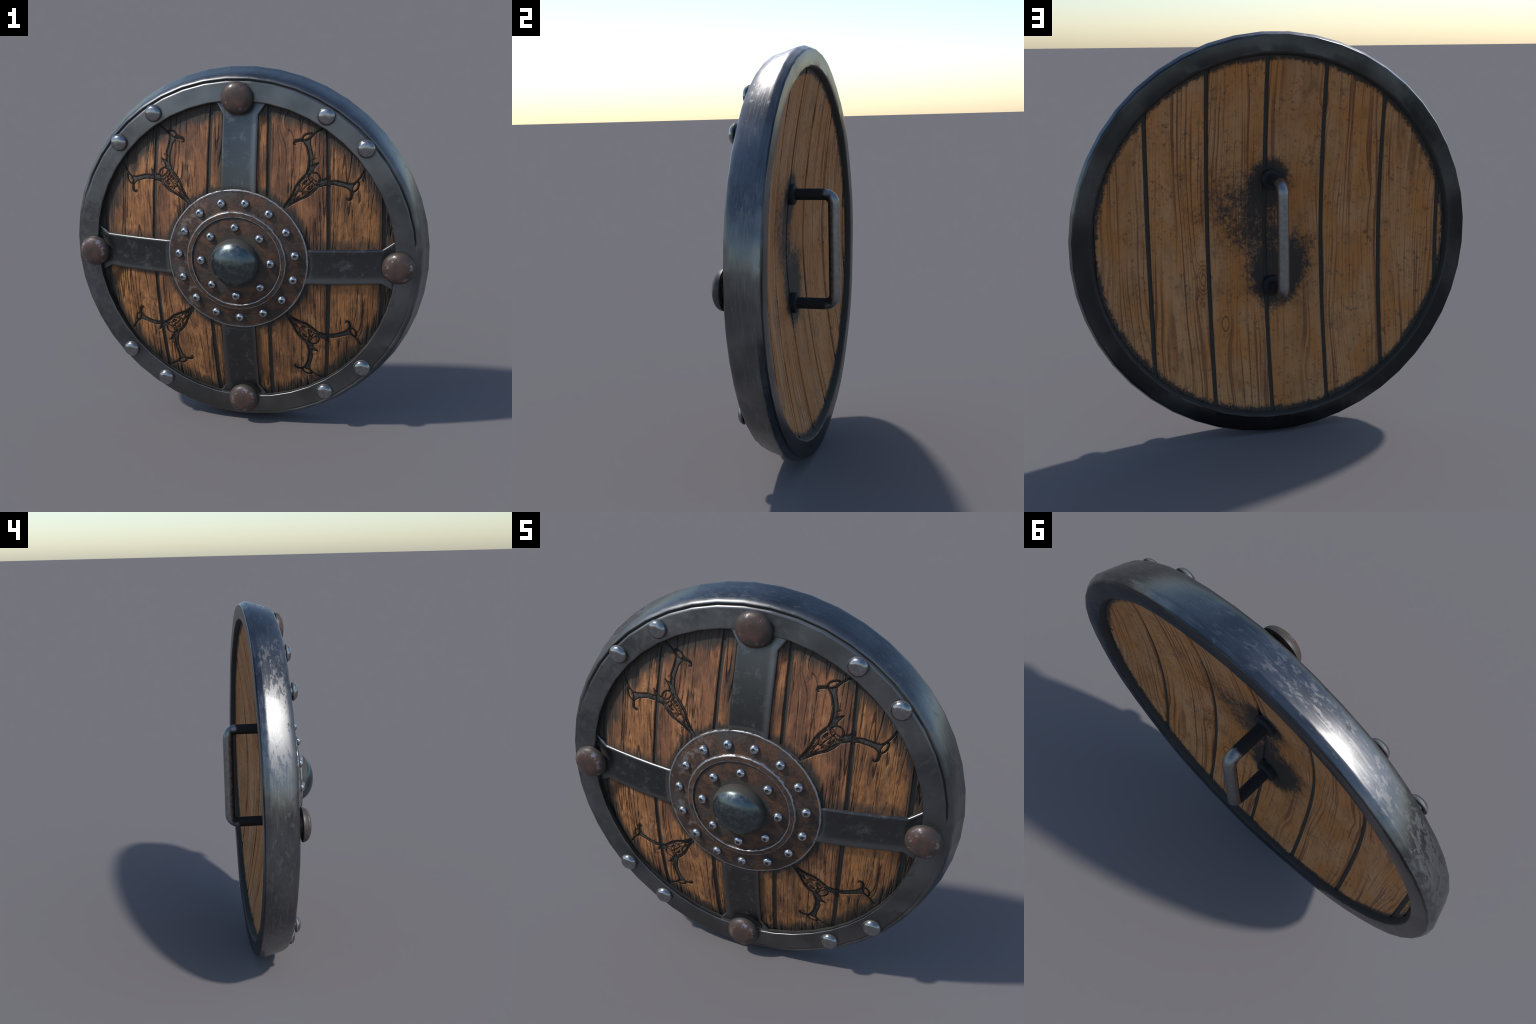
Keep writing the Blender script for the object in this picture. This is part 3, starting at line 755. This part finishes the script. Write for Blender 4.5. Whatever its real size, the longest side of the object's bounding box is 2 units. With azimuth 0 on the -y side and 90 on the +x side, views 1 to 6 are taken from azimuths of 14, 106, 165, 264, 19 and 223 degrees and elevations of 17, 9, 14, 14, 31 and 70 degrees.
plate = obj("boss_plate", lathe("boss_plate", pp, 128, 0, 1, False, dent, sharp=60), M_PLATE, shield)

# ---- steel boss
bp = []
for i in range(26):
    t = math.pi / 2 * i / 25
    rr = 0.131 * math.cos(t) ** 0.95 if i < 25 else 0.0008
    bp.append((rr, -0.166 - 0.0885 * math.sin(t) ** 1.0))
bp = [(0.128, -0.150), (0.1315, -0.158)] + bp
boss = obj("boss_dome", lathe("boss_dome", bp, 64, 0, 1, False), M_BOSS, plate)

# ---- rivets: domed heads built once, along +z of their own frame
def head(name, prof, n, mat, sharp=40):
    V = []; k = len(prof)
    for j in range(n):
        a = 2 * math.pi * j / n
        for r, z in prof: V.append((r * math.cos(a), r * math.sin(a), z))
    F = []
    for j in range(n):
        b = ((j + 1) % n) * k
        for i in range(k - 1): F.append((j * k + i, b + i, b + i + 1, j * k + i + 1))
    F.append(tuple(j * k + k - 1 for j in range(n)))
    me = mesh_np(name, V, F, True, sharp); me.materials.append(mat); return me

def set_on(me, name, r, ang, y, slope, parent, spin=0.0, x=None, z=None, scale=1.0):
    ob = bpy.data.objects.new(name, me); link(ob, parent)
    cx, cz = (r * math.cos(ang), r * math.sin(ang)) if x is None else (x, z)
    L = math.hypot(cx, cz)
    nrm = Vector((cx / L * slope, -1, cz / L * slope)).normalized()
    q = nrm.to_track_quat("Z", "Y").to_matrix().to_4x4() @ Matrix.Rotation(spin, 4, "Z")
    ob.matrix_world = Matrix.Translation((cx, y, CZ + cz)) @ q @ Matrix.Scale(scale, 4)
    return ob

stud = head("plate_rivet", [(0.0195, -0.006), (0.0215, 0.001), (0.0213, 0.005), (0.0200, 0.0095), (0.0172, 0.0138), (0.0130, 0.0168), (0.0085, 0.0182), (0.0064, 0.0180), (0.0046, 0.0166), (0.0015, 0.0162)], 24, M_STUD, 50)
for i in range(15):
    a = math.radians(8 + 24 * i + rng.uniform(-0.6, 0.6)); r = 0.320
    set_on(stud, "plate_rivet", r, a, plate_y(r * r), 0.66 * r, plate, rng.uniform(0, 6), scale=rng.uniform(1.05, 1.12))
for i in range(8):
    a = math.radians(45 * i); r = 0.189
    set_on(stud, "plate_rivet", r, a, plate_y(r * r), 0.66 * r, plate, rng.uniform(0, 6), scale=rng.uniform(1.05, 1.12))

bolt = head("rim_bolt", [(0.026, -0.016), (0.027, 0.0005), (0.0445, 0.0010), (0.0462, 0.0025), (0.0460, 0.0065), (0.0435, 0.0125), (0.0390, 0.0190), (0.0325, 0.0240), (0.0250, 0.0268), (0.0182, 0.0279), (0.0164, 0.0281), (0.0120, 0.0286), (0.0050, 0.0289)], 32, M_BOLT, 50)
for a in (42.0, 58.7):
    for q in (a, 180 - a, 180 + a, 360 - a):
        r = 0.902 if a == 42.0 else 0.895
        set_on(bolt, "rim_bolt", r, math.radians(q), -0.0415, 0.02, rim, rng.uniform(0, 6), scale=rng.uniform(0.98, 1.03))

kp = [(0.045, -0.030), (0.046, -0.0005), (0.0815, 0.0)]
for i in range(18):
    t = math.pi / 2 * i / 17
    kp.append((max(0.0845 * math.cos(t) ** 0.68, 0.0015), 0.0015 + 0.0430 * math.sin(t) ** 0.92))
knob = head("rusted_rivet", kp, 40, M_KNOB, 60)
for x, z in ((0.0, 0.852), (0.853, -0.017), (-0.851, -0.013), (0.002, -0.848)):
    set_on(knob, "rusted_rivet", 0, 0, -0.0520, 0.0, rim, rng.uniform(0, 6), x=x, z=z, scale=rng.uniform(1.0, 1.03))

# ---- handle: bent round bar on two flanges
zt, zb, yb, rb = 1.294, 0.750, 0.2265, 0.046
path = [Vector((0.003, 0.0, zt))]
path += [Vector((0.003, y, zt)) for y in np.linspace(0.03, yb - rb, 6)]
for i in range(1, 9):
    t = math.pi / 2 * i / 8; path.append(Vector((0.003, yb - rb + rb * math.sin(t), zt - rb + rb * math.cos(t))))
path += [Vector((0.003, yb, z)) for z in np.linspace(zt - rb, zb + rb, 14)[1:-1]]
for i in range(0, 9):
    t = math.pi / 2 * i / 8; path.append(Vector((0.003, yb - rb + rb * math.cos(t), zb + rb - rb * math.sin(t))))
path += [Vector((0.003, y, zb)) for y in np.linspace(yb - rb, 0.03, 6)[1:]] + [Vector((0.003, 0.0, zb))]
V, F, ns = [], [], 20
for i, p in enumerate(path):
    d = (path[min(i + 1, len(path) - 1)] - path[max(i - 1, 0)]).normalized()
    sx = Vector((1, 0, 0)); sy = d.cross(sx).normalized()
    for j in range(ns):
        a = 2 * math.pi * j / ns
        V.append(tuple(p + (sx * math.cos(a) + sy * math.sin(a)) * 0.0285))
for i in range(len(path) - 1):
    for j in range(ns):
        j2 = (j + 1) % ns
        F.append((i * ns + j, (i + 1) * ns + j, (i + 1) * ns + j2, i * ns + j2))
F += [tuple(range(ns)), tuple((len(path) - 1) * ns + j for j in reversed(range(ns)))]
handle = obj("handle", mesh_np("handle", V, F, True, 60), M_HANDLE, shield)
yf = back_wood(0.29 ** 2)
fp = [(0.0515, -0.016), (0.0525, 0.004), (0.0525, 0.018), (0.0505, 0.0225), (0.046, 0.0255), (0.034, 0.0275), (0.026, 0.0280)]
flange = head("handle_flange", fp, 32, M_FLANGE, 50)
for z in (zt, zb):
    ob = bpy.data.objects.new("handle_flange", flange); link(ob, handle)
    ob.matrix_world = Matrix.Translation((0.003, yf, z)) @ Matrix.Rotation(-math.pi / 2, 4, "X")

# consistent outward normals on the built meshes
import bmesh
for name in ("rim", "core_board", "boss_plate", "boss_dome", "handle", "iron_strap", "rim_bolt", "plate_rivet", "rusted_rivet", "handle_flange", "carved_stag_skull"):
    for me in {o.data for o in bpy.data.objects if o.type == "MESH" and o.name.split(".")[0] == name}:
        bm = bmesh.new(); bm.from_mesh(me)
        bmesh.ops.recalc_face_normals(bm, faces=bm.faces); bm.to_mesh(me); bm.free()

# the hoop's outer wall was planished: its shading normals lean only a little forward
me = rim.data
k = len(rim_prof)
nrm = np.empty(len(me.vertices) * 3, np.float32); me.vertices.foreach_get("normal", nrm); nrm = nrm.reshape(-1, 3)
lean = {}
for i, (r, y) in enumerate(rim_prof):
    if 0.0 < y < 0.108 and r > 0.965: lean[i] = math.radians(np.interp(y, [0.006, 0.052, 0.098, 0.106], [15, 8, 4, -4]))
for vi, v in enumerate(me.vertices):
    t = lean.get(vi % k)
    if abs(v.co.y - 0.1412) < 0.0004: nrm[vi] = (0, 1, 0)
    if t is not None:
        d = Vector((v.co.x, 0, v.co.z - CZ)).normalized()
        nrm[vi] = d * math.cos(t) + Vector((0, -1, 0)) * math.sin(t)
me.normals_split_custom_set_from_vertices([tuple(float(c) for c in q) for q in nrm])
